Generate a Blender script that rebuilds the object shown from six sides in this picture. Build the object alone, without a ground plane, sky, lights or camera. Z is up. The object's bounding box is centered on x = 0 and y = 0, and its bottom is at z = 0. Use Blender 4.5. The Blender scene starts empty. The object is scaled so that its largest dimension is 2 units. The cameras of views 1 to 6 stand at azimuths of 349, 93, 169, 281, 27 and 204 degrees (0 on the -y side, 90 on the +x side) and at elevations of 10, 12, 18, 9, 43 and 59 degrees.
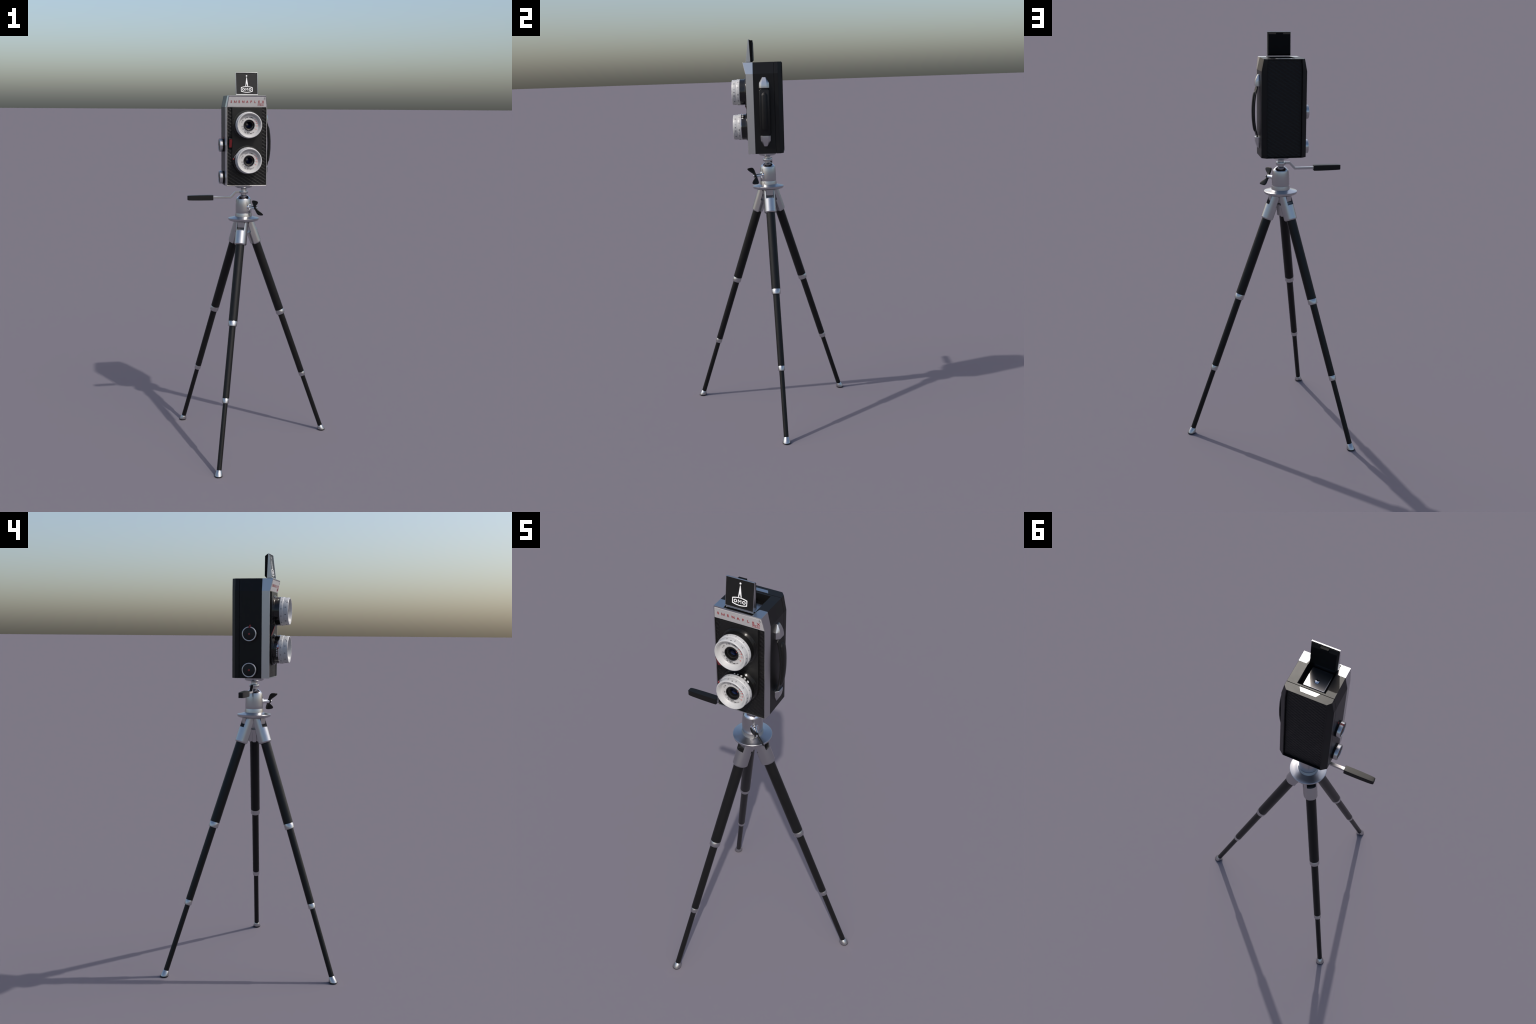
# A vintage twin-lens reflex camera standing on a three-legged tripod.
# Units are metres; x = camera's left/right, -y = where the lenses look, z up.
import bpy, bmesh, math, random
from math import sin, cos, pi, radians, sqrt
from mathutils import Matrix, Vector

random.seed(7)
CX, CY = -0.087, 0.0305            # vertical axis shared by the camera and the tripod head
Z0, Z1, Z2 = 1.4265, 1.828, 1.885  # camera: underside, start of the sloping shoulders, top

# ------------------------------------------------------------------ materials
def material(name, color, rough=0.45, metal=0.0, coat=0.0, grain=0.0, grain_scale=900.0,
             vary=0.08, rough_vary=0.05, vary_scale=40.0, spec=0.5):
    m = bpy.data.materials.new(name)
    m.use_nodes = True
    nt = m.node_tree
    b = nt.nodes["Principled BSDF"]
    b.inputs["Metallic"].default_value = metal
    b.inputs["Coat Weight"].default_value = coat
    b.inputs["Coat Roughness"].default_value = 0.08
    b.inputs["Specular IOR Level"].default_value = spec
    tc = nt.nodes.new("ShaderNodeTexCoord")
    n = nt.nodes.new("ShaderNodeTexNoise")
    n.inputs["Scale"].default_value = vary_scale
    n.inputs["Detail"].default_value = 4
    nt.links.new(tc.outputs["Object"], n.inputs["Vector"])
    ramp = nt.nodes.new("ShaderNodeValToRGB")
    lo = [c * (1 - vary) for c in color]
    hi = [min(1, c * (1 + vary)) for c in color]
    ramp.color_ramp.elements[0].position = 0.3
    ramp.color_ramp.elements[1].position = 0.7
    ramp.color_ramp.elements[0].color = (*lo, 1)
    ramp.color_ramp.elements[1].color = (*hi, 1)
    nt.links.new(n.outputs["Fac"], ramp.inputs["Fac"])
    nt.links.new(ramp.outputs["Color"], b.inputs["Base Color"])
    mr = nt.nodes.new("ShaderNodeMapRange")
    mr.inputs["From Min"].default_value = 0.3
    mr.inputs["From Max"].default_value = 0.7
    mr.inputs["To Min"].default_value = max(0.02, rough - rough_vary)
    mr.inputs["To Max"].default_value = min(1, rough + rough_vary)
    nt.links.new(n.outputs["Fac"], mr.inputs["Value"])
    nt.links.new(mr.outputs["Result"], b.inputs["Roughness"])
    if grain:
        g = nt.nodes.new("ShaderNodeTexNoise")
        g.inputs["Scale"].default_value = grain_scale
        g.inputs["Detail"].default_value = 2
        nt.links.new(tc.outputs["Object"], g.inputs["Vector"])
        bu = nt.nodes.new("ShaderNodeBump")
        bu.inputs["Strength"].default_value = grain
        bu.inputs["Distance"].default_value = 0.001
        nt.links.new(g.outputs["Fac"], bu.inputs["Height"])
        nt.links.new(bu.outputs["Normal"], b.inputs["Normal"])
    return m

BLACK   = material("black_enamel", (0.006, 0.006, 0.0063), 0.38, spec=0.21, rough_vary=0.01)
PANEL   = material("black_satin_panel", (0.007, 0.007, 0.007), 0.42, spec=0.30, rough_vary=0.01)
RUBBER  = material("black_rubber", (0.006, 0.006, 0.006), 0.42, spec=0.24, rough_vary=0.01)
TUBE    = material("black_tube_paint", (0.005, 0.005, 0.0052), 0.36, spec=0.27, rough_vary=0.01)
LEATHER = material("black_embossed_leatherette", (0.006, 0.006, 0.0062), 0.45, spec=0.26, grain=0.2, grain_scale=1500)
GLOSS   = material("gloss_black_barrel", (0.006, 0.006, 0.006), 0.16, rough_vary=0.01)
SATIN   = material("satin_metal", (0.52, 0.52, 0.525), 0.28, metal=1.0, vary=0.01, rough_vary=0.0, vary_scale=12)
HEADMET = material("brushed_head_metal", (0.50, 0.50, 0.51), 0.28, metal=1.0, vary=0.01, rough_vary=0.0, vary_scale=12)
CHROME  = material("polished_chrome", (0.70, 0.70, 0.72), 0.14, metal=1.0, vary=0.01, rough_vary=0.0, vary_scale=12)
WHITE   = material("white_lens_enamel", (0.43, 0.43, 0.43), 0.33, vary=0.02, rough_vary=0.02)
DIAL    = material("white_dial_enamel", (0.44, 0.435, 0.435), 0.40, vary=0.02, rough_vary=0.02)
LABEL   = material("pale_nameplate", (0.40, 0.39, 0.395), 0.45, vary=0.02)
RED     = material("red_paint", (0.22, 0.014, 0.016), 0.4, vary=0.05)
REDINK  = material("red_ink", (0.28, 0.030, 0.035), 0.5, vary=0.05)
REDDIAL = material("bright_red_ink", (0.55, 0.07, 0.06), 0.5, vary=0.05)
INK     = material("dark_ink", (0.05, 0.05, 0.055), 0.5, vary=0.05)
WHITEINK = material("white_ink", (0.80, 0.80, 0.80), 0.5, vary=0.02)
GLASS   = material("coated_lens_glass", (0.010, 0.024, 0.095), 0.12, coat=0.6, rough_vary=0.01)
INSIDE  = material("matt_black_inside", (0.004, 0.004, 0.0038), 0.6, spec=0.12)

# ------------------------------------------------------------------ mesh helpers
def link(ob):
    bpy.context.scene.collection.objects.link(ob)
    return ob

def obj_from_bm(name, bm, mat, parent=None, smooth=35, recalc=True):
    if recalc:
        bmesh.ops.recalc_face_normals(bm, faces=bm.faces[:])
    me = bpy.data.meshes.new(name)
    bm.to_mesh(me)
    bm.free()
    for p in me.polygons:
        p.use_smooth = True
    me.set_sharp_from_angle(angle=radians(smooth))
    me.materials.append(mat)
    ob = link(bpy.data.objects.new(name, me))
    ob.parent = parent
    return ob

def apply_modifiers(ob, smooth=35):
    dg = bpy.context.evaluated_depsgraph_get()
    me = bpy.data.meshes.new_from_object(ob.evaluated_get(dg))
    old = ob.data
    ob.modifiers.clear()
    ob.data = me
    bpy.data.meshes.remove(old)
    for p in me.polygons:
        p.use_smooth = True
    me.set_sharp_from_angle(angle=radians(smooth))
    return ob

def bevel(ob, width, segments=2, angle=25, smooth=40):
    m = ob.modifiers.new("bevel", "BEVEL")
    m.width = width
    m.segments = segments
    m.limit_method = "ANGLE"
    m.angle_limit = radians(angle)
    m.use_clamp_overlap = True
    apply_modifiers(ob, smooth)
    wn = ob.modifiers.new("flat_faces", "WEIGHTED_NORMAL")   # keeps the broad faces flat
    wn.keep_sharp = True
    wn.weight = 100
    dg = bpy.context.evaluated_depsgraph_get()
    me = bpy.data.meshes.new_from_object(ob.evaluated_get(dg))
    old = ob.data
    ob.modifiers.clear()
    ob.data = me
    bpy.data.meshes.remove(old)
    return ob

def boolean(ob, cutter, op="DIFFERENCE"):
    m = ob.modifiers.new("cut", "BOOLEAN")
    m.object = cutter
    m.operation = op
    m.solver = "EXACT"
    bpy.context.view_layer.update()
    apply_modifiers(ob)
    cm = cutter.data
    bpy.data.objects.remove(cutter)
    bpy.data.meshes.remove(cm)
    mat = ob.data.materials[0]
    ob.data.materials.clear()
    ob.data.materials.append(mat)
    return ob

def bm_loft(sections, closed_ends=True, bm=None):
    """sections: list of equal-length closed rings of 3D points."""
    bm = bm or bmesh.new()
    rings = [[bm.verts.new(p) for p in s] for s in sections]
    n = len(rings[0])
    for a, b in zip(rings, rings[1:]):
        for i in range(n):
            bm.faces.new((a[i], a[(i + 1) % n], b[(i + 1) % n], b[i]))
    if closed_ends:
        bm.faces.new(rings[0][::-1])
        bm.faces.new(rings[-1])
    return bm

def bm_lathe(profile, frame=None, segs=64, bm=None):
    """profile: (radius, height) pairs turned about the frame's z axis; r = 0 closes the end."""
    frame = frame or Matrix.Identity(4)
    bm = bm or bmesh.new()
    prev = None
    for r, h in profile:
        if r < 1e-6:
            ring = [bm.verts.new(frame @ Vector((0, 0, h)))]
        else:
            ring = [bm.verts.new(frame @ Vector((r * cos(2 * pi * i / segs), r * sin(2 * pi * i / segs), h)))
                    for i in range(segs)]
        if prev:
            for i in range(segs):
                j = (i + 1) % segs
                if len(prev) == 1 and len(ring) > 1:
                    bm.faces.new((prev[0], ring[i], ring[j]))
                elif len(ring) == 1 and len(prev) > 1:
                    bm.faces.new((prev[i], prev[j], ring[0]))
                elif len(ring) > 1:
                    bm.faces.new((prev[i], prev[j], ring[j], ring[i]))
        prev = ring
    return bm

def lathe(name, profile, mat, parent=None, frame=None, segs=64, smooth=35):
    return obj_from_bm(name, bm_lathe(profile, frame, segs), mat, parent, smooth)

def bm_box(x0, x1, y0, y1, z0, z1, bm=None, frame=None):
    f = frame or Matrix.Identity(4)
    ring = lambda z: [f @ Vector(p) for p in ((x0, y0, z), (x1, y0, z), (x1, y1, z), (x0, y1, z))]
    return bm_loft([ring(z0), ring(z1)], bm=bm)

def box(name, x0, x1, y0, y1, z0, z1, mat, parent=None, bev=0.0, frame=None):
    ob = obj_from_bm(name, bm_box(x0, x1, y0, y1, z0, z1, frame=frame), mat, parent)
    return bevel(ob, bev) if bev else ob

def prism_y(name, outline, y0, y1, mat, parent=None, bev=0.0):
    """outline of (x, z) points pushed along y."""
    ob = obj_from_bm(name, bm_loft([[(x, y0, z) for x, z in outline], [(x, y1, z) for x, z in outline]]), mat, parent)
    return bevel(ob, bev) if bev else ob

def prism_x(name, outline, x0, x1, mat, parent=None, bev=0.0):
    ob = obj_from_bm(name, bm_loft([[(x0, y, z) for y, z in outline], [(x1, y, z) for y, z in outline]]), mat, parent)
    return bevel(ob, bev) if bev else ob

def prism_z(name, outline, z0, z1, mat, parent=None, bev=0.0):
    ob = obj_from_bm(name, bm_loft([[(x, y, z0) for x, y in outline], [(x, y, z1) for x, y in outline]]), mat, parent)
    return bevel(ob, bev) if bev else ob

_glyphs = {}
def glyph_mesh(text, size, depth, bold=0.0):
    key = (text, round(size, 5), round(depth, 5), round(bold, 5))
    if key not in _glyphs:
        cu = bpy.data.curves.new("letter_curve", "FONT")
        cu.body = text
        cu.size = size
        cu.align_x = "CENTER"
        cu.align_y = "CENTER"
        cu.extrude = depth
        cu.offset = bold
        cu.resolution_u = 3
        t = link(bpy.data.objects.new("letter_curve", cu))
        bpy.context.view_layer.update()
        me = bpy.data.meshes.new_from_object(t.evaluated_get(bpy.context.evaluated_depsgraph_get()))
        bpy.data.objects.remove(t)
        bpy.data.curves.remove(cu)
        _glyphs[key] = me
    return _glyphs[key]

def add_text(bm, text, size, depth, frame, bold=0.0):
    me = glyph_mesh(text, size, depth, bold)
    off = len(bm.verts)
    bm.from_mesh(me)
    bm.verts.ensure_lookup_table()
    new = bm.verts[off:]
    # centre on the glyph's own bounds so that letters sit on their spot
    cx = (min(v.co.x for v in new) + max(v.co.x for v in new)) / 2
    cy = (min(v.co.y for v in new) + max(v.co.y for v in new)) / 2
    for v in new:
        v.co = frame @ (v.co - Vector((cx, cy, 0)))

def frame_from(origin, xdir, ydir):
    x = Vector(xdir).normalized()
    y = Vector(ydir).normalized()
    z = x.cross(y)
    m = Matrix((x, y, z)).transposed().to_4x4()
    m.translation = Vector(origin)
    return m

def stuff(ob):
    ob["kind"] = "stuff"
    return ob

def empty(name, loc, label, category):
    e = link(bpy.data.objects.new(name, None))
    e.empty_display_size = 0.1
    e["label"] = label
    e["category"] = category
    e["base"] = loc          # moved to the thing's base once all parts are built
    return e

def adopt(parent):
    """keep world places when parenting to a moved Empty"""
    parent.location = Vector(parent["base"])
    del parent["base"]
    inv = Matrix.Translation(parent.location).inverted()
    for ob in bpy.data.objects:
        if ob.parent is parent:
            ob.matrix_parent_inverse = inv

# ================================================================== CAMERA
camera = empty("twin_lens_camera", (CX, CY, Z0),
               "vintage black and silver twin lens reflex camera", "camera")

def section(y, w, wt, zb=Z0, y_top=None, drop=0.0):
    """six-cornered cross-section of the case: straight sides, sloping shoulders"""
    yt = y if y_top is None else y_top
    return [(CX - w, y, zb), (CX + w, y, zb), (CX + w, y, Z1), (CX + wt, yt, Z2 - drop), (CX - wt, yt, Z2 - drop), (CX - w, y, Z1)]

# --- black main case
case = obj_from_bm("camera_case", bm_loft([section(-0.0245, 0.1078, 0.0953), section(0.0812, 0.1076, 0.0958)]), BLACK, camera)
boolean(case, box("cutter", CX - 0.0565, CX + 0.0565, -0.06, 0.0735, 1.80, 1.95, BLACK))
bevel(case, 0.0007, 1, 25, 10)
obj_from_bm("seam_core", bm_loft([section(0.0745, 0.1046, 0.0928, Z0 + 0.003, drop=0.003), section(0.0840, 0.1046, 0.0928, Z0 + 0.003, drop=0.003)]), INSIDE, camera)

# --- silver front frame with its forward-leaning brow
bm = bm_loft([section(-0.0618, 0.1047, 0.0957, y_top=-0.0750), section(-0.0247, 0.1078, 0.0953)])
bm.faces.ensure_lookup_table()
cap = min(bm.faces, key=lambda q: q.calc_center_median().y)      # crease the front where the brow leans out
ends = [v for v in cap.verts if abs(v.co.z - Z1) < 1e-6]
bmesh.utils.face_split(cap, ends[0], ends[1])
frame = obj_from_bm("front_frame", bm, SATIN, camera)
boolean(frame, prism_y("cutter", [(CX - 0.1012, Z0 + 0.0034), (CX + 0.1012, Z0 + 0.0034), (CX + 0.1012, Z1 - 0.001), (CX - 0.1012, Z1 - 0.001)],
                       -0.09, -0.0545, SATIN))
boolean(frame, prism_z("cutter", [(CX - 0.0637, -0.02), (CX - 0.0637, -0.0240), (CX - 0.0580, -0.0475), (CX + 0.0580, -0.0475), (CX + 0.0637, -0.0240), (CX + 0.0637, -0.02)],
                       1.850, 1.95, SATIN))
boolean(frame, box("cutter", CX - 0.0580, CX + 0.0580, -0.0712, -0.0470, 1.8750, 1.95, SATIN))
bevel(frame, 0.0008, 2, 25, 10)

# --- black surround of the finder that reaches into the frame, and a black slab modelled as slot shade
hood = prism_z("finder_surround", [(CX - 0.0633, -0.0238), (CX - 0.0577, -0.0473), (CX + 0.0577, -0.0473), (CX + 0.0633, -0.0238)], 1.851, Z2 - 0.0004, BLACK, camera)
boolean(hood, box("cutter", CX - 0.0560, CX + 0.0560, -0.0445, 0.0, 1.80, 1.95, BLACK))
box("slot_shade_slab", CX - 0.0565, CX + 0.0565, -0.0708, -0.0480, 1.8700, 1.8757, BLACK, camera, 0.001)
hinge = bmesh.new()
bm_lathe([(0, -0.055), (0.0032, -0.055), (0.0032, 0.055), (0, 0.055)], frame_from((CX, -0.0520, 1.8815), (0, 1, 0), (0, 0, 1)), 20, hinge)
obj_from_bm("hinge_pin", hinge, SATIN, camera)

# --- finder: walls, mirror plate and its domed lens
box("finder_floor", CX - 0.0562, CX + 0.0562, -0.0465, 0.0730, 1.8030, 1.8520, INSIDE, camera)
plate = box("finder_mirror", CX - 0.0435, CX + 0.0435, -0.0420, 0.0510, 1.8450, 1.8570, CHROME, camera, 0.0025)
plate.data.materials[0] = SATIN
fin = Matrix.Translation((CX, 0.0170, 1.8572))
lathe("finder_lens", [(0.0116, -0.002), (0.0116, 0.0004), (0.0108, 0.0016), (0.0085, 0.0040), (0.0050, 0.0058), (0, 0.0066)], CHROME, camera, fin, 32)

# --- hinged back
back = obj_from_bm("camera_back", bm_loft([section(0.0824, 0.1076, 0.0960), section(0.1018, 0.1076, 0.0960), section(0.1195, 0.0855, 0.0815)]), BLACK, camera)
inset = lambda d: [(CX - 0.0855 + d, Z0 + d), (CX + 0.0855 - d, Z0 + d), (CX + 0.0855 - d, Z1), (CX + 0.0815 - d, Z2 - d), (CX - 0.0815 + d, Z2 - d), (CX - 0.0855 + d, Z1)]
boolean(back, prism_y("cutter", inset(0.0030), 0.1090, 0.14, BLACK))
bevel(back, 0.0008, 2, 25, 10)
prism_z("back_latch", [(CX - 0.0403, 0.0858), (CX + 0.0403, 0.0858), (CX + 0.0306, 0.1036), (CX - 0.0306, 0.1036)], Z2 - 0.002, Z2 + 0.0012, SATIN, camera, 0.0005)

# --- leatherette: a fine sheet with a woven diamond emboss
def emboss(u, v):
    """diamond cells whose pillows lean one way, like pressed basket weave"""
    a = u / 0.0280 + v / 0.0175
    b = u / 0.0280 - v / 0.0175
    fa, fb = a - math.floor(a), b - math.floor(b)
    ridge = fa / 0.68 if fa < 0.68 else (1 - fa) / 0.32          # slow rise, sharp upper edge
    return ridge * (0.35 + 0.65 * min(1.0, 5.0 * min(fb, 1 - fb)))

def leather_sheet(name, half_at, z0, z1, y, facing, depth=0.0011, step=0.0012):
    nz = int((z1 - z0) / step)
    nx = int(2 * half_at(z0) / step)
    bm = bmesh.new()
    grid = []
    for j in range(nz + 1):
        z = z0 + (z1 - z0) * j / nz
        h = half_at(z)
        row = []
        for i in range(nx + 1):
            x = -h + 2 * h * i / nx
            edge = min(1.0, (h - abs(x)) / 0.002, (z - z0) / 0.002, (z1 - z) / 0.002)
            d = depth * emboss(-x * facing, z) * max(0.0, edge)
            row.append(bm.verts.new((CX + x, y + facing * d, z)))
        grid.append(row)
    for j in range(nz):
        for i in range(nx):
            bm.faces.new((grid[j][i], grid[j][i + 1], grid[j + 1][i + 1], grid[j + 1][i]))
    bm.normal_update()
    if sum(q.normal.y for q in bm.faces) * facing < 0:
        bmesh.ops.reverse_faces(bm, faces=bm.faces[:])
    return obj_from_bm(name, bm, LEATHER, camera, 60, recalc=False)

leather_sheet("front_leather", lambda z: 0.1010, Z0 + 0.0036, Z1 - 0.0012, -0.0558, -1)
leather_sheet("back_leather", lambda z: 0.0823 if z < Z1 else 0.0823 - 0.0040 * (z - Z1) / (Z2 - Z1), Z0 + 0.0032, Z2 - 0.0032, 0.1105, 1)

# --- smooth lens board: straight sides, round lower end about the lower lens
LZ = (1.7382, 1.5600)   # heights of the two lens axes
LX = CX + 0.0005
PH = 0.0772
outline = [(LX + PH, Z1 - 0.0022)] + [(LX + PH * cos(-pi * i / 40), LZ[1] + 0.004 + PH * sin(-pi * i / 40)) for i in range(41)] + [(LX - PH, Z1 - 0.0022)]
prism_y("lens_board", outline, -0.0655, -0.0550, PANEL, camera, 0.0008)

# --- name plate and its lettering
slope = Vector((0, -0.0750 + 0.0618, Z2 - Z1)).normalized()
nout = Vector((1, 0, 0)).cross(slope).normalized()
nout = nout if nout.y < 0 else -nout
def on_brow(x, t, lift=0.0):
    """t = 0 at the foot of the brow, 1 at its top edge"""
    return Vector((CX + x, -0.0618 - 0.0132 * t, Z1 + (Z2 - Z1) * t)) + nout * lift
np_sec = lambda lift: [on_brow(-0.1010, 0.02, lift), on_brow(0.1010, 0.02, lift), on_brow(0.0935, 0.88, lift), on_brow(-0.0935, 0.88, lift)]
nameplate = obj_from_bm("nameplate", bm_loft([np_sec(-0.001), np_sec(0.0010)]), LABEL, camera)
bevel(nameplate, 0.0003, 1)
bm = bmesh.new()
word = "SMENAFLEX"
for i, ch in enumerate(word):
    if ch == "M":
        continue          # drawn below with slimmer strokes
    x = -0.0815 + i * (0.0815 + 0.0815) / (len(word) - 1)
    add_text(bm, ch, 0.0165, 0.0004, frame_from(on_brow(x, 0.47, 0.0013), (1, 0, 0), slope), 0.0001 if ch == "M" else 0.0004)
def stroke(bm, p, q, w, lift, place):
    """thin flat bar from p to q on a surface given by place(a, b, lift)"""
    d = Vector((q[0] - p[0], q[1] - p[1])).normalized()
    n = Vector((-d.y, d.x)) * w / 2
    e = d * w / 2
    ring = lambda l: [place(p[0] - e.x + s * n.x, p[1] - e.y + s * n.y, l) for s in (-1, 1)] + \
                     [place(q[0] + e.x + s * n.x, q[1] + e.y + s * n.y, l) for s in (1, -1)]
    bm_loft([ring(0.0), ring(lift)], bm=bm)
brow_xy = lambda a, b, l: on_brow(a, b / 0.0585, 0.0009 + l)
xm = -0.0815 + 0.0815 * 2 / 8
for p, q in (((-0.0062, -0.0053), (-0.0054, 0.0053)), ((-0.0054, 0.0053), (0.0, -0.0050)), ((0.0, -0.0050), (0.0054, 0.0053)), ((0.0054, 0.0053), (0.0062, -0.0053))):
    stroke(bm, (xm + p[0], 0.0275 + p[1]), (xm + q[0], 0.0275 + q[1]), 0.0019, 0.0008, brow_xy)
stuff(obj_from_bm("nameplate_lettering", bm, REDINK, nameplate))
bm = bmesh.new()
for k, (x0, x1) in enumerate(((0.0555, 0.0680), (0.0700, 0.0840))):
    z0, z1 = 0.0075, 0.0185
    for p, q in (((x0, z0), (x1, z0)), ((x1, z0), (x1, z1)), ((x1, z1), (x0, z1)), ((x0, z1), (x0, z0))):
        stroke(bm, p, q, 0.0011, 0.0006, brow_xy)
    xm, zm = (x0 + x1) / 2, (z0 + z1) / 2
    if k == 0:
        marks = (((xm, z0 + .002), (xm, z1 - .002)), ((x0 + .003, zm), (x1 - .003, zm)), ((x0 + .003, z1 - .003), (x1 - .003, z1 - .003)))
    else:
        marks = (((x0 + .003, z0 + .002), (xm, z1 - .002)), ((xm, z1 - .002), (x1 - .003, z0 + .002)), ((x0 + .004, zm - .001), (x1 - .004, zm - .001)))
    for p, q in marks:
        stroke(bm, p, q, 0.0010, 0.0006, brow_xy)
stuff(obj_from_bm("nameplate_emblem", bm, REDINK, nameplate))
bm = bmesh.new()
for p, q in (((0.0845, 0.0415), (0.0925, 0.0415)), ((0.0870, 0.0425), (0.0870, 0.0500)), ((0.0900, 0.0425), (0.0900, 0.0500))):
    stroke(bm, p, q, 0.0009, 0.0006, brow_xy)
stuff(obj_from_bm("nameplate_tick", bm, INK, nameplate))

# --- raised finder lid: silver wedge, black inset face with an emblem, black tray behind
LH = 0.0563
lid = prism_x("finder_lid", [(-0.0615, 1.8890), (-0.0472, 2.0000), (-0.0426, 2.0000), (-0.0380, 1.8890)], CX - LH, CX + LH, SATIN, camera)
lup = Vector((0, -0.0472 + 0.0615, 2.0 - 1.8890)).normalized()
lout = Vector((0, -lup.z, lup.y))
def on_lid(x, h, lift=0.0):
    """h = height above the lid's lower front edge, measured along its face"""
    return Vector((CX + x, -0.0615, 1.8890)) + Vector((x * 0, 0, 0)) + lup * h + lout * lift
fr = lambda l, d: [on_lid(-LH + d, 0.0032, l), on_lid(LH - d, 0.0032, l), on_lid(LH - d, 0.1120 - d, l), on_lid(-LH + d, 0.1120 - d, l)]
boolean(lid, obj_from_bm("cutter", bm_loft([fr(-0.0036, 0.0016), fr(0.02, 0.0016)]), SATIN))
bevel(lid, 0.0006, 2)
obj_from_bm("lid_face", bm_loft([fr(-0.0042, 0.0017), fr(-0.0031, 0.0017)]), PANEL, lid)
tray = obj_from_bm("lid_tray", bm_loft([[(CX - w, y0, a), (CX + w, y0, a), (CX + w, y1, b), (CX - w, y1, b)]
                                        for y0, y1, w, a, b in ((-0.0400, -0.0430, 0.0556, 1.8895, 1.9985), (-0.0340, -0.0390, 0.0553, 1.8897, 1.9978), (-0.0262, -0.0268, 0.0510, 1.8980, 1.9885))]), INSIDE, lid)
bevel(tray, 0.0006, 2)
box("lid_catch", CX - 0.0165, CX + 0.0165, -0.0390, -0.0268, 1.9885, 1.9968, INSIDE, lid, 0.001)

bm = bmesh.new()
face = lambda a, b, l: on_lid(a, b, -0.0031 + l)
H0 = 0.0120                                   # foot of the badge on the lid face
def ring_band(bm, outer, inner, place, lift):
    n = len(outer)
    o0 = [bm.verts.new(place(*p, 0)) for p in outer]; o1 = [bm.verts.new(place(*p, lift)) for p in outer]
    i0 = [bm.verts.new(place(*p, 0)) for p in inner]; i1 = [bm.verts.new(place(*p, lift)) for p in inner]
    for k in range(n):
        j = (k + 1) % n
        bm.faces.new((o1[k], o1[j], i1[j], i1[k]))
        bm.faces.new((o0[k], o0[j], o1[j], o1[k]))
        bm.faces.new((i0[k], i0[j], i1[j], i1[k]))
def badge(w, hs, bulge, n=14, r=0.0035):
    """barrel-like outline: upright sides, arched top and bottom, rounded corners"""
    pts = []
    for i in range(n + 1):
        t = -1 + 2 * i / n
        pts.append((t * w * 0.985, hs + bulge * (1 - t * t)))
    pts += [(w, hs - 0.0012), (w, -hs + 0.0012)]
    for i in range(n + 1):
        t = 1 - 2 * i / n
        pts.append((t * w * 0.985, -hs - bulge * (1 - t * t)))
    pts += [(-w, -hs + 0.0012), (-w, hs - 0.0012)]
    return pts
bc = H0 + 0.0155
put = lambda a, b, l: face(a, bc + b, l)
ring_band(bm, badge(0.0300, 0.0108, 0.0050), badge(0.0270, 0.0080, 0.0047), put, 0.0007)
for ch, x, s in (("O", -0.0170, 0.0165), ("M", 0.0, 0.0205), ("O", 0.0170, 0.0165)):
    add_text(bm, ch, s, 0.0004, frame_from(face(x, bc, 0.0004), (1, 0, 0), lup), 0.0 if ch == "M" else 0.0006)
def poly(bm, pts, place, lift):
    bm_loft([[place(*p, 0) for p in pts], [place(*p, lift) for p in pts]], bm=bm)
top = H0 + 0.0760
for s in (-1, 1):   # the split ray above the badge
    poly(bm, [(s * 0.0002, top), (s * 0.0011, top), (s * 0.0070, H0 + 0.0325), (s * 0.0035, H0 + 0.0325), (s * 0.0002, H0 + 0.0470)], face, 0.0007)
poly(bm, [(0.0036 * cos(2 * pi * i / 20), H0 + 0.0835 + 0.0036 * sin(2 * pi * i / 20)) for i in range(20)], face, 0.0007)
stuff(obj_from_bm("lid_emblem", bm, WHITEINK, lid))

# --- lenses -------------------------------------------------------------------
def lens_frame(z):     # local z points out of the camera front (-y), local x = world x, local y = world z
    m = Matrix(((1, 0, 0), (0, 0, -1), (0, 1, 0))).to_4x4()
    m.translation = Vector((LX, 0, z))
    return m

def ring_place(r, h, ang):
    """spot on a barrel of radius r: frame with x along the rim and y along the axis"""
    o = Vector((r * cos(ang), r * sin(ang), h))
    out = Vector((cos(ang), sin(ang), 0))
    y = Vector((0, 0, -1))
    return frame_from(o, y.cross(out), y)

def dial_place(r, h, ang, flip=False):
    o = Vector((r * cos(ang), r * sin(ang), h))
    y = Vector((cos(ang), sin(ang), 0)) * (-1 if flip else 1)
    return frame_from(o, y.cross(Vector((0, 0, 1))), y)

def arc_text(bm, text, r, h, mid_deg, size, pitch, bold=0.0, flip=False):
    n = len(text)
    for i, ch in enumerate(text):
        if ch == " ":
            continue
        a = radians(mid_deg) + ((i - (n - 1) / 2) * pitch / r) * (1 if flip else -1)
        add_text(bm, ch, size, 0.0002, dial_place(r, h, a, flip), bold)

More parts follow.
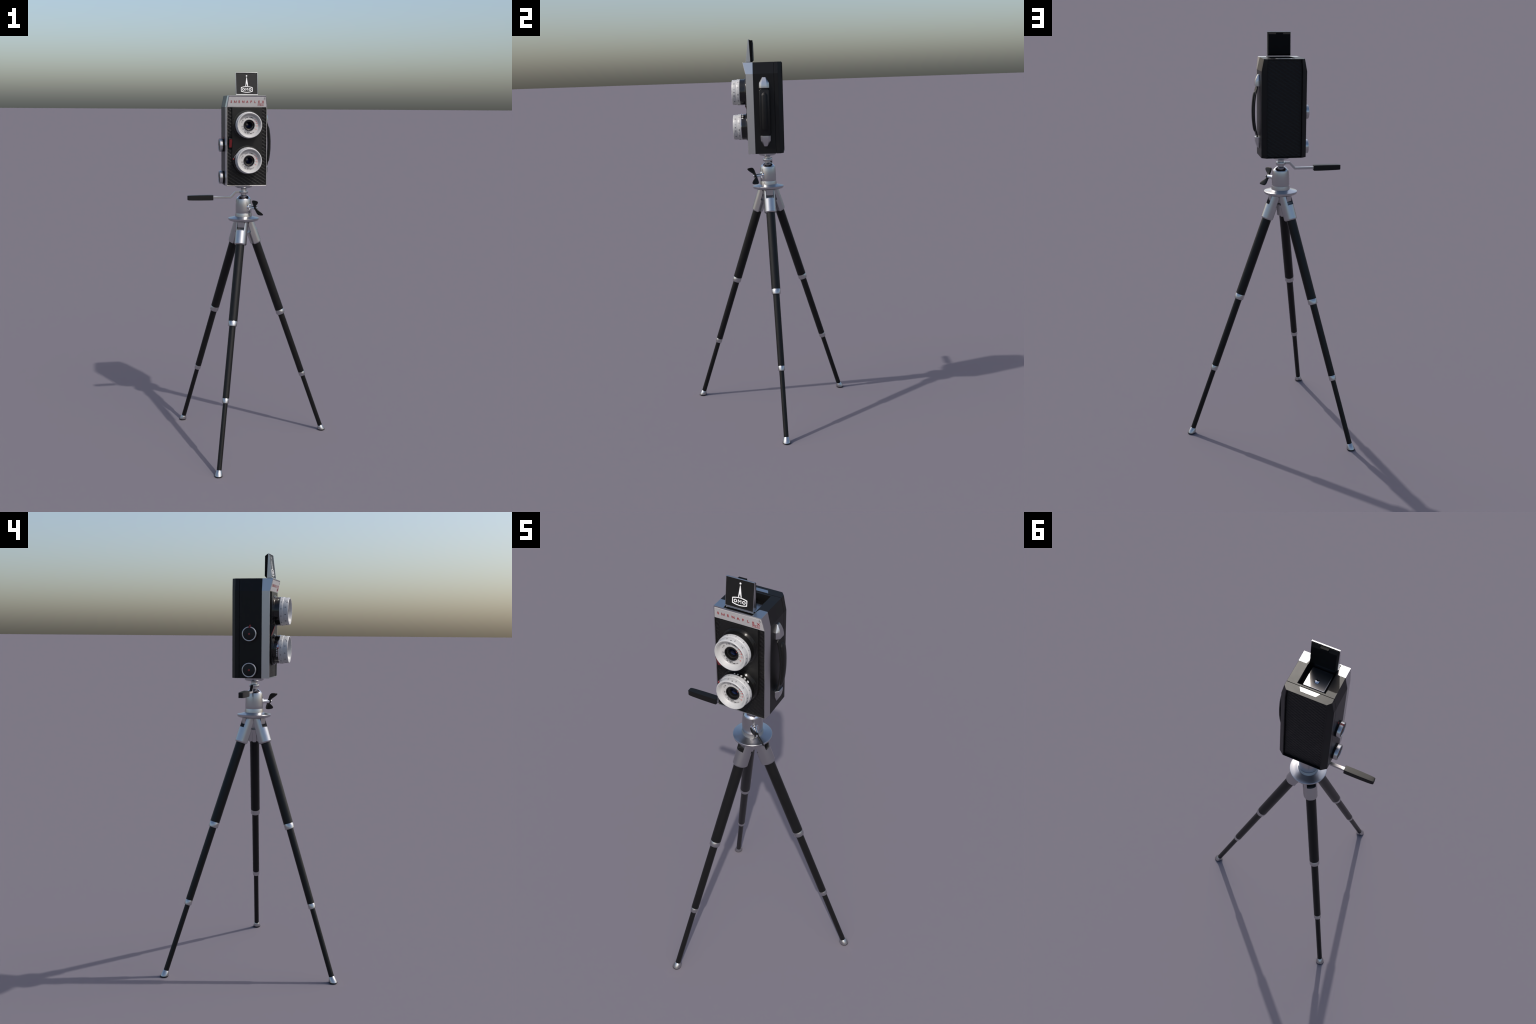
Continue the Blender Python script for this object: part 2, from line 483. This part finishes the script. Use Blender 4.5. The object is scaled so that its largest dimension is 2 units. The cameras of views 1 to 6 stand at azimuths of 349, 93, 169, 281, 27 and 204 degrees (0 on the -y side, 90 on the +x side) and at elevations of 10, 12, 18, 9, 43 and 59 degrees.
lens_parts = {}
def build_lens(z, lower):
    f = lens_frame(z)
    def part(name, mesh_maker, mat, parent, key=None):
        key = key or name
        if key in lens_parts:
            ob = lens_parts[key].copy()           # repeats share mesh data
            link(ob)
        else:
            ob = obj_from_bm(name, mesh_maker(), mat, None, 35)
            lens_parts[key] = ob
        ob.parent = parent
        return ob
    barrel = part("lens", lambda: bm_lathe([(0, 0.060), (0.0745, 0.060), (0.0745, 0.0672), (0.0738, 0.0682), (0.0705, 0.0685), (0.0700, 0.0690),
                                            (0.0700, 0.0728), (0.0694, 0.0735), (0.0665, 0.0737), (0.0660, 0.0743), (0.0660, 0.0985), (0.0450, 0.0985), (0.0450, 0.0665), (0, 0.0665)], segs=96), GLOSS, camera)
    barrel.matrix_basis = f
    part("focus_ring", lambda: bm_lathe([(0.060, 0.0982), (0.0655, 0.0982), (0.0662, 0.0988), (0.0662, 0.1130), (0.0655, 0.1140), (0.0642, 0.1145),
                                         (0.0638, 0.1150), (0.0636, 0.1372), (0.0628, 0.1388), (0.0612, 0.1398), (0.0596, 0.1398), (0.0584, 0.1390),
                                         (0.0578, 0.1372), (0.0572, 0.1362), (0.0556, 0.1358), (0.0550, 0.1350), (0.0505, 0.1225), (0.0495, 0.1215),
                                         (0.048, 0.1200), (0.048, 0.0982)], segs=96), WHITE, barrel)
    part("aperture_dial", lambda: bm_lathe([(0.0498, 0.1180), (0.0498, 0.1212), (0.0270, 0.1225), (0.0270, 0.1180)], segs=96), DIAL, barrel)
    part("lens_hub", lambda: bm_lathe([(0.0285, 0.1190), (0.0282, 0.1255), (0.0276, 0.1268), (0.0262, 0.1272), (0.0250, 0.1262), (0.0232, 0.1175),
                                       (0.0190, 0.1160), (0.0186, 0.1172), (0.0172, 0.1172), (0.0150, 0.1120), (0.0142, 0.1090), (0.0180, 0.1080)], segs=64), GLOSS, barrel)
    part("lens_glass", lambda: bm_lathe([(0.0160, 0.1082), (0.0300, 0.1040), (0.0305, 0.0672), (0.0290, 0.0680), (0.0200, 0.0705), (0.0100, 0.0722), (0, 0.0728)], segs=48), GLASS, barrel)

    def dark_marks():
        bm = bmesh.new()
        r, h = 0.0395, 0.1222
        arc_text(bm, "T-43", r, h, 150, 0.0075, 0.0040, 0.0001)
        arc_text(bm, "4/40", r, h, 112, 0.0075, 0.0042, 0.0001)
        arc_text(bm, "LOMO", r, h, 74, 0.0078, 0.0052, 0.0002)
        for a in (40, 28, 14, -6, -30):
            bm_box(-0.0004, 0.0004, -0.0030, 0.0030, 0, 0.0003, bm, dial_place(0.0325, h + 0.0003, radians(a)))
        for a, t in ((190, "16"), (212, "32"), (234, "65"), (250, "130"), (266, "250")):
            bm_box(-0.0004, 0.0004, -0.0020, 0.0020, 0, 0.0003, bm, dial_place(0.0310, h + 0.0003, radians(a)))
            arc_text(bm, t, 0.0365, h, a, 0.0075, 0.0040, 0.0002, True)
        arc_text(bm, "80 160 320", 0.0420, h - 0.0003, 262, 0.0062, 0.0036, 0.0002, True)
        arc_text(bm, "DIN ASA", 0.0420, h - 0.0003, 292, 0.0050, 0.0030, 0.0001, True)
        rim = ["1", "1.5", "2", "3", "4", "6", "8", "15", "1.2", "5", "10", "2.5"]
        for i, t in enumerate(rim):
            a = 2 * pi * i / len(rim) + 0.25
            add_text(bm, t, 0.0092, 0.0002, ring_place(0.0638, 0.1265, a), 0.0001)
            add_text(bm, str(2 * i + 3), 0.0080, 0.0002, ring_place(0.0663, 0.1068, a + 0.12), 0.0001)
            bm_box(-0.0004, 0.0004, -0.0016, 0.0016, -0.0002, 0.0002, bm, ring_place(0.0663, 0.1112, a - 0.1))
        for a in (0.02, 2.45, 1.50):          # round and pointed index spots
            bm_lathe([(0, -0.0003), (0.0024, -0.0003), (0.0024, 0.0003), (0, 0.0003)], ring_place(0.0638, 0.1330 if a != 0.02 else 0.1270, a), 16, bm)
        return bm
    def red_marks():
        bm = bmesh.new()
        for a, t in ((42, "4"), (28, "5"), (14, "8"), (-6, "11"), (-30, "4")):
            arc_text(bm, t, 0.0405, 0.1222, a, 0.0078, 0.0045, 0.0003)
        bm_lathe([(0, -0.0002), (0.0012, -0.0002), (0.0012, 0.0006), (0, 0.0006)], dial_place(0.0272, 0.1268, radians(36)), 12, bm)
        return bm
    stuff(part("dial_marking", dark_marks, INK, barrel))
    stuff(part("dial_number", red_marks, REDDIAL, barrel))
    if lower:
        bm = bmesh.new()
        for i, (a, w) in enumerate(((98, 0.0050), (86, 0.0052), (73, 0.0056), (59, 0.0064), (45, 0.0072))):   # weather symbols
            m = ring_place(0.0661, 0.0900, radians(a))
            put_r = lambda x, y, l, m=m: m @ Vector((x, y, l))
            n = 12
            o = [(w * cos(2 * pi * k / n) * 0.62, 0.0042 * sin(2 * pi * k / n)) for k in range(n)]
            if i < 2:
                poly(bm, [(-w / 2, -0.002), (w / 2, -0.002), (w / 2, 0.002), (-w / 2, 0.002)], put_r, 0.0005)
            else:
                ring_band(bm, o, [(x * 0.55, y * 0.5) for x, y in o], put_r, 0.0006)
        for a in (166, 174, 182, 190, 198, 206):
            m = ring_place(0.0661, 0.0895, radians(a))
            bm_box(-0.0022, 0.0022, -0.0026, 0.0026, -0.0002, 0.0004, bm, m)
        stuff(obj_from_bm("weather_symbol", bm, WHITEINK, barrel))
        # cocking lever with a red tip, hugging the ring's left side
        bm = bmesh.new()
        path = [(146, 0.0668), (152, 0.0678), (158, 0.0700), (164, 0.0724), (169, 0.0742), (172, 0.0752)]
        secs = []
        for a, r in path:
            c, s = cos(radians(a)), sin(radians(a))
            secs.append([Vector((rr * c, rr * s, h)) for rr, h in ((r - 0.0012, 0.0920), (r + 0.0012, 0.0920), (r + 0.0012, 0.0985), (r - 0.0012, 0.0985))])
        bm_loft(secs, bm=bm)
        bm_lathe([(0.0650, 0.0955), (0.0680, 0.0955), (0.0680, 0.0982), (0.0650, 0.0982)], segs=96, bm=bm)
        obj_from_bm("cocking_lever", bm, CHROME, barrel)
        a = radians(174)
        tip = bm_box(-0.0030, 0.0030, -0.0030, 0.0030, -0.0035, 0.0035, frame=Matrix.Translation((0.0760 * cos(a), 0.0760 * sin(a), 0.0950)))
        bevel(obj_from_bm("lever_tip", tip, RED, barrel), 0.0008)
    return barrel

build_lens(LZ[0], False)
build_lens(LZ[1], True)

# --- shutter release on the front, a black wedge with a red face
prism_x("shutter_release", [(-0.0580, 1.6800), (-0.0810, 1.6720), (-0.0830, 1.6690), (-0.0640, 1.6180), (-0.0580, 1.6160)], -0.1815, -0.1650, BLACK, camera, 0.001)
rd = Vector((0, 0.0190, -0.0510)).normalized()
ro = Vector((0, rd.z, -rd.y))
rsec = lambda l: [Vector((x, -0.0830, 1.6690)) + rd * t + ro * l for x, t in ((-0.1795, 0.0030), (-0.1668, 0.0030), (-0.1668, 0.0470), (-0.1795, 0.0470))]
bevel(obj_from_bm("release_button", bm_loft([rsec(-0.001), rsec(0.0015)]), RED, camera), 0.0006)

# --- winding knobs on the camera's right-hand side (-x)
KY = 0.0302
for i, kz in enumerate((1.6319, 1.4657)):
    f = frame_from((CX - 0.1076, KY, kz), (0, -1, 0), (0, 0, 1)) @ Matrix.Diagonal((1, 1, 0.79, 1))     # local z -> -x
    knob = lathe("winding_knob", [(0, -0.004), (0.0335, -0.004), (0.0338, 0.0085), (0.0300, 0.0095), (0, 0.0095)], BLACK, camera, f, 64)
    rim = lathe("knob_rim", [(0.030, 0.0080), (0.0330, 0.0082), (0.0342, 0.0095), (0.0342, 0.0255), (0.0337, 0.0278), (0.0325, 0.0291), (0.0310, 0.0293), (0.0292, 0.0287), (0.0284, 0.0265), (0.0282, 0.020)], SATIN, knob, f, 96)
    lathe("knob_cap", [(0.0288, 0.0200), (0.0284, 0.0270), (0.0275, 0.0276), (0, 0.0276)], PANEL, knob, f, 64)
    bm = bmesh.new()
    bm_lathe([(0.0047, 0.027), (0.0047, 0.0281), (0.0040, 0.0284), (0, 0.0284)], f, 24, bm)
    if i == 0:      # red index across the rim and a red spot on the case above it
        for a0 in (86,):
            rings = []
            for h, r in ((0.0100, 0.0346), (0.0262, 0.0346), (0.0286, 0.0340), (0.0299, 0.0320), (0.0297, 0.0290)):
                row = []
                for k in range(7):
                    a = radians(a0 - 8 + 16 * k / 6)
                    row.append(f @ Vector((r * cos(a), r * sin(a), h)))
                for k in range(6, -1, -1):
                    a = radians(a0 - 8 + 16 * k / 6)
                    row.append(f @ Vector(((r - 0.0012) * cos(a), (r - 0.0012) * sin(a), h - 0.0006)))
                rings.append(row)
            bm_loft(rings, bm=bm)
        bm_lathe([(0.0046, -0.001), (0.0046, 0.0012), (0.0040, 0.0018), (0, 0.0020)], frame_from((CX - 0.1076, 0.0300, 1.6698), (0, -1, 0), (0, 0, 1)), 24, bm)
    stuff(obj_from_bm("knob_index", bm, RED, knob))

# --- carrying strap with faceted clips on the other side (+x)
SX = CX + 0.1077                          # case side
ZM = (1.8105 + 1.4645) / 2
def clip_secs(sign):
    zs = lambda d: ZM + sign * d
    out = []
    for d, hw, fh, x in ((0.1190, 0.0255, 0.0150, 0.0385), (0.1200, 0.0257, 0.0150, 0.0398), (0.1300, 0.0256, 0.0142, 0.0400), (0.1460, 0.0248, 0.0128, 0.0378),
                         (0.1600, 0.0165, 0.0106, 0.0325), (0.1725, 0.0096, 0.0078, 0.0258), (0.1732, 0.0090, 0.0070, 0.0215)):
        low = SX + 0.0015 + (x - SX) * 0.25
        out.append([(SX - 0.002, CY - hw, zs(d)), (low, CY - hw, zs(d)), (x - 0.0015, CY - fh - 0.0015, zs(d)), (x, CY - fh, zs(d)),
                    (x, CY + fh, zs(d)), (x - 0.0015, CY + fh + 0.0015, zs(d)), (low, CY + hw, zs(d)), (SX - 0.002, CY + hw, zs(d))])
    return out
strap_len = 0.1215
def strap_x(z):
    t = (z - ZM) / strap_len
    return 0.0300 + 0.0170 * (1 - abs(t) ** 2.2)
bm = bmesh.new()
N, M = 90, 32
secs = []
for j in range(N + 1):
    z = ZM - strap_len + 2 * strap_len * j / N
    e = strap_len - abs(z - ZM)
    hw = 0.0165 + 0.0092 * min(1.0, max(0.0, (e - 0.0075) / 0.0050)) ** 0.6
    x = strap_x(z)
    ring = []
    for i in range(M + 1):                 # outer face, with the padded ridge
        y = -hw + 2 * hw * i / M
        over = max(0.0, abs(z - ZM) - 0.0800)
        q = sqrt((y / 0.0135) ** 2 + (over / 0.0160) ** 2)
        ridge = 0.0068 * sqrt(max(0.0, 1 - q ** 3)) if q < 1 else 0.0
        edge = 0.0012 * max(0.0, (abs(y) / hw - 0.9) / 0.1)
        ring.append((x + 0.0022 - edge + ridge, CY + y, z))
    for i in range(M, -1, -1):
        y = -hw + 2 * hw * i / M
        edge = 0.0012 * max(0.0, (abs(y) / hw - 0.9) / 0.1)
        ring.append((x - 0.0040 + edge, CY + y, z))
    secs.append(ring)
strap = obj_from_bm("carrying_strap", bm_loft(secs), RUBBER, camera, 50)
for sign in (1, -1):
    bevel(obj_from_bm("strap_clip", bm_loft(clip_secs(sign)), SATIN, strap), 0.0006, 2, 18, 14)
adopt(camera)

# ================================================================== TRIPOD
tripod = empty("tripod", (CX, CY, 0.0), "black three-legged tripod with silver head and pan handle", "tripod")
AX = Matrix.Translation((CX, CY, 0))

# --- head: broad disc, body with ball, neck and camera plate
lathe("tripod_base_disc", [(0, 1.2315), (0.0540, 1.2318), (0.0680, 1.2335), (0.0755, 1.2362), (0.0798, 1.2400), (0.0811, 1.2440), (0.0812, 1.2488), (0.0806, 1.2496), (0.0796, 1.2500),
                           (0.0640, 1.2530), (0.0500, 1.2572), (0.0445, 1.2590), (0, 1.2590)], HEADMET, tripod, AX, 96)
lathe("head_base_ring", [(0, 1.2550), (0.0456, 1.2560), (0.0456, 1.2592), (0.0430, 1.2760), (0, 1.2760)], SATIN, tripod, AX, 96)
head = lathe("tripod_head", [(0, 1.2755), (0.0420, 1.2755), (0.0424, 1.2765), (0.0426, 1.2900), (0.0425, 1.3100), (0.0418, 1.3250), (0.0405, 1.3400), (0.0388, 1.3500),
                             (0.0382, 1.3525), (0.0374, 1.3533), (0.0366, 1.3528), (0.0362, 1.3505), (0.030, 1.345), (0, 1.345)], HEADMET, tripod, AX, 96)
R, BZ = 0.0431, 1.3306
a0, a1 = math.asin(0.0364 / R), math.asin(0.0140 / R)
lathe("swivel_ball", [(0.030, 1.3470)] + [(R * sin(a0 + (a1 - a0) * i / 14), BZ + R * cos(a0 + (a1 - a0) * i / 14)) for i in range(15)] + [(0, BZ + R * cos(a1))],
      CHROME, head, AX, 96)
lathe("tripod_neck", [(0, 1.368), (0.0150, 1.3680), (0.0150, 1.3795), (0.0232, 1.3800), (0.0238, 1.3810), (0.0238, 1.3920), (0.0230, 1.3932), (0.0152, 1.3935), (0.0150, 1.3945),
                      (0.0150, 1.4030), (0.0142, 1.4038), (0.0142, 1.4052), (0.0155, 1.4060), (0.0155, 1.4105), (0, 1.4105)], HEADMET, tripod, AX, 64)
lathe("camera_plate", [(0, 1.4070), (0.0200, 1.4075), (0.0340, 1.4090), (0.0415, 1.4120), (0.0452, 1.4155), (0.0464, 1.4185), (0.0464, 1.4262), (0, 1.4262)], HEADMET, tripod, AX, 96)

# --- clamp screw with a two-bladed wing nut
b = Vector((cos(radians(-51)), sin(radians(-51)), 0))
w = Vector((0.0349, 0.0261, -0.0712))
w = (w - b * w.dot(b)).normalized()
SZ = 1.3085
screw_frame = frame_from((CX, CY, SZ), w, b.cross(w))
screw = lathe("clamp_screw", [(0, 0.034), (0.0185, 0.0340), (0.0188, 0.0425), (0.0180, 0.0440), (0.0120, 0.0452), (0.0100, 0.0475), (0.0094, 0.0510), (0.0094, 0.0800), (0, 0.0800)],
              CHROME, tripod, screw_frame, 48)
# local x = along the blades (w), local z = along the screw (b), local y = blade thickness
nut = lathe("wing_nut", [(0, 0.0705), (0.0088, 0.0710), (0.0092, 0.0730), (0.0085, 0.0890), (0.0078, 0.0900), (0, 0.0900)], RUBBER, tripod, screw_frame, 32)
lathe("screw_tip", [(0.0048, 0.089), (0.0048, 0.0925), (0.0042, 0.0940), (0.0025, 0.0950), (0, 0.0952)], CHROME, screw, screw_frame, 24)
for s in (1, -1):
    secs = []
    for t, c, h, th in ((0.0000, 0.0800, 0.0075, 0.0062), (0.0070, 0.0805, 0.0062, 0.0056), (0.0130, 0.0825, 0.0070, 0.0046), (0.0200, 0.0860, 0.0105, 0.0036), (0.0280, 0.0905, 0.0145, 0.0031),
                        (0.0360, 0.0945, 0.0172, 0.0029), (0.0420, 0.0972, 0.0172, 0.0027), (0.0455, 0.0985, 0.0150, 0.0024), (0.0472, 0.0990, 0.0110, 0.0018)):
        n = 16
        secs.append([screw_frame @ Vector((s * (t + 0.10 * h * -cos(2 * pi * k / n)), 1.1 * th * sin(2 * pi * k / n), c + 1.17 * h * cos(2 * pi * k / n))) for k in range(n)])
    obj_from_bm("wing_blade", bm_loft(secs), RUBBER, nut, 60)
# slits that let the head clamp the ball
ba = math.atan2(b.y, b.x)
for a, spots in ((ba, ((1.2575, 0.0462), (1.2600, 0.0458), (1.2760, 0.0432), (1.2900, 0.0429))), (radians(183), ((1.3360, 0.0412), (1.3430, 0.0404), (1.3500, 0.0391), (1.3525, 0.0383)))):
    m = AX @ Matrix.Rotation(a, 4, "Z")
    secs = [[m @ Vector((r - 0.004, -0.0010, z)), m @ Vector((r, -0.0010, z)), m @ Vector((r, 0.0010, z)), m @ Vector((r - 0.004, 0.0010, z))] for z, r in spots]
    obj_from_bm("head_slit", bm_loft(secs), INSIDE, head)

# --- pan handle
HY = 0.0320
bar = [(-0.104, 1.3865), (-0.1300, 1.3865), (-0.1560, 1.3592), (-0.2600, 1.3592)]
secs = []
for i, (x, z) in enumerate(bar):
    miter = {1: (0.0022, 0), 2: (0.0022, 0)}.get(i, (0, 0))
    dz = 0.0054
    secs.append([(x - miter[0], HY - 0.0072, z + dz), (x - miter[0], HY + 0.0072, z + dz), (x + miter[0], HY + 0.0072, z - dz), (x + miter[0], HY - 0.0072, z - dz)])
arm = obj_from_bm("pan_arm", bm_loft(secs), HEADMET, tripod)
bevel(arm, 0.0008, 2)
secs = []
for x, hy, hz in ((-0.2495, 0.0120, 0.0120), (-0.2505, 0.0132, 0.0132), (-0.2700, 0.0136, 0.0136), (-0.3200, 0.0134, 0.0133), (-0.3600, 0.0126, 0.0127), (-0.3760, 0.0118, 0.0122), (-0.3830, 0.0100, 0.0116), (-0.3845, 0.0085, 0.0105)):
    secs.append([(x, HY - hy, 1.3590 - hz), (x, HY + hy, 1.3590 - hz), (x, HY + hy, 1.3590 + hz), (x, HY - hy, 1.3590 + hz)])
grip = obj_from_bm("handle_grip", bm_loft(secs), RUBBER, tripod)
bevel(grip, 0.0018, 2)

# --- legs: built once in a local frame (z up along the leg, x outward), then placed three times
K = 0.3657                     # horizontal spread per metre of height
L = sqrt(1 + K * K)
FOOT_R = 0.4775
S = lambda z: z * L           # height -> distance along the leg

def rounded_tube(r, s0, s1, bev=0.002):
    return [(0, s0), (r - bev, s0), (r, s0 + bev), (r, s1 - bev), (r - bev, s1), (0, s1)]

def build_leg():
    upper = lathe("leg", rounded_tube(0.0231, 0.780, 1.240), TUBE, None, None, 48)
    lathe("leg_section", rounded_tube(0.0170, 0.380, 0.775), TUBE, upper, None, 48)
    lathe("leg_section", rounded_tube(0.0124, 0.016, 0.385), TUBE, upper, None, 48)
    lathe("leg_collar", [(0, 0.7560), (0.0215, 0.7560), (0.0228, 0.7575), (0.0232, 0.7590), (0.0232, 0.7825), (0.0226, 0.7835), (0, 0.7835)], SATIN, upper, None, 48)
    lathe("leg_collar", [(0, 0.3620), (0.0158, 0.3620), (0.0170, 0.3633), (0.0174, 0.3648), (0.0174, 0.3860), (0.0169, 0.3870), (0, 0.3870)], SATIN, upper, None, 48)
    # flared foot: flat on the ground below, square to the leg above
    n = 48
    def flat(r, z, k):
        a = 2 * pi * k / n
        dr, dt = r * cos(a), r * sin(a)
        return Vector((dr / L + K * z / L, dt, (-K * dr + z) / L)) + Vector((-K * z / L * 0, 0, 0))
    def square(r, s, k):
        a = 2 * pi * k / n
        return Vector((r * cos(a), r * sin(a), s))
    def shift(p, z):          # move a horizontal ring onto the leg's axis at height z
        return p - Vector((K * z / L, 0, 0)) + Vector((0, 0, K * K * z / L))
    ring = lambda r, z: [shift(flat(r, z, k), z) for k in range(n)]
    obj_from_bm("foot_dark_base", bm_loft([ring(0.0192, 0.0), ring(0.0203, 0.0010), ring(0.0203, 0.0040), ring(0.0150, 0.0046)]), RUBBER, upper)
    foot = bm_loft([ring(0.0190, 0.0032), ring(0.0202, 0.0038), ring(0.0202, 0.0052), [square(0.0128, 0.0290, k) for k in range(n)],
                    [square(0.0121, 0.0297, k) for k in range(n)]])
    obj_from_bm("leg_foot", foot, SATIN, upper)
    # socket: round outside, flat towards the inside with a spine, rounded ears above
    s0, s1 = S(1.1130), S(1.2330)
    def dsec(inset, s):
        r = 0.0302 - inset
        pts = [(r * cos(a), r * sin(a), s) for a in [radians(-90 + 180 * i / 24) for i in range(25)]]
        fb = -0.0205 + inset
        pts += [(fb + 0.004, r, s), (fb + 0.0012, r - 0.0012, s), (fb, r - 0.004, s)]
        sp, sw = -0.0285 + inset, 0.0095 - inset
        pts += [(fb, sw, s), (sp, sw, s), (sp, -sw, s), (fb, -sw, s)]
        pts += [(fb, -r + 0.004, s), (fb + 0.0012, -r + 0.0012, s), (fb + 0.004, -r, s)]
        return pts
    sock = obj_from_bm("leg_socket", bm_loft([dsec(0.0042, s0), dsec(0.0032, s0 + 0.0006), dsec(0.0004, s0 + 0.0055), dsec(0, s0 + 0.0065), dsec(0, s1)]), HEADMET, None)
    ear = [(-0.05, s0 - 0.01), (0.05, s0 - 0.01), (0.05, s1 - 0.028)]
    ear += [(0.0305 - 0.0180 + 0.0180 * cos(radians(t)), s1 - 0.020 + 0.0180 * sin(radians(t))) for t in range(10, 91, 10)]
    ear += [(0.0020 + 0.0160 * cos(radians(t)), s1 - 0.0180 + 0.0160 * sin(radians(t))) for t in range(90, 181, 10)]
    ear += [(-0.0140, S(1.1785)), (-0.05, S(1.1785))]
    cut = obj_from_bm("cutter", bm_loft([[(x, -0.05, z) for x, z in ear], [(x, 0.05, z) for x, z in ear]]), HEADMET, None)
    boolean(sock, cut, "INTERSECT")
    boolean(sock, box("cutter", -0.0125, 0.06, -0.0205, 0.0205, S(1.1820), S(1.26), HEADMET))
    bevel(sock, 0.0007, 2, 30)
    sock.parent = upper
    # hinge lug hanging from the disc into the socket's slot (drawn in the leg's frame)
    lug = [(0.0345, s1 + 0.010), (0.0188, s1 - 0.0330), (0.0165, s1 - 0.0375), (0.0110, s1 - 0.0400), (0.0, s1 - 0.0390), (-0.0080, s1 - 0.0330), (-0.0115, s1 - 0.020), (-0.0115, s1 + 0.010)]
    lg = obj_from_bm("hinge_lug", bm_loft([[(x, -0.0185, z) for x, z in lug], [(x, 0.0185, z) for x, z in lug]]), HEADMET, upper)
    bevel(lg, 0.0007, 2)
    return upper

leg = build_leg()
kids = list(leg.children)
def leg_matrix(deg):
    a = radians(deg)
    r = Vector((cos(a), sin(a), 0))
    x = (r + Vector((0, 0, K))) / L
    z = (Vector((0, 0, 1)) - K * r) / L
    m = Matrix((x, z.cross(x), z)).transposed().to_4x4()
    m.translation = Vector((CX, CY, 0)) + r * FOOT_R
    return m
placed = [leg]
for _ in range(2):
    c = leg.copy()
    link(c)
    for k in kids:
        kc = k.copy()
        link(kc)
        kc.parent = c
    placed.append(c)
for ob, deg in zip(placed, (-114.9, 8.7, 128.6)):
    ob.parent = tripod
adopt(tripod)
for ob, deg in zip(placed, (-114.9, 8.7, 128.6)):
    ob.matrix_basis = leg_matrix(deg)

for me in [m for m in bpy.data.meshes if m.users == 0]:
    bpy.data.meshes.remove(me)
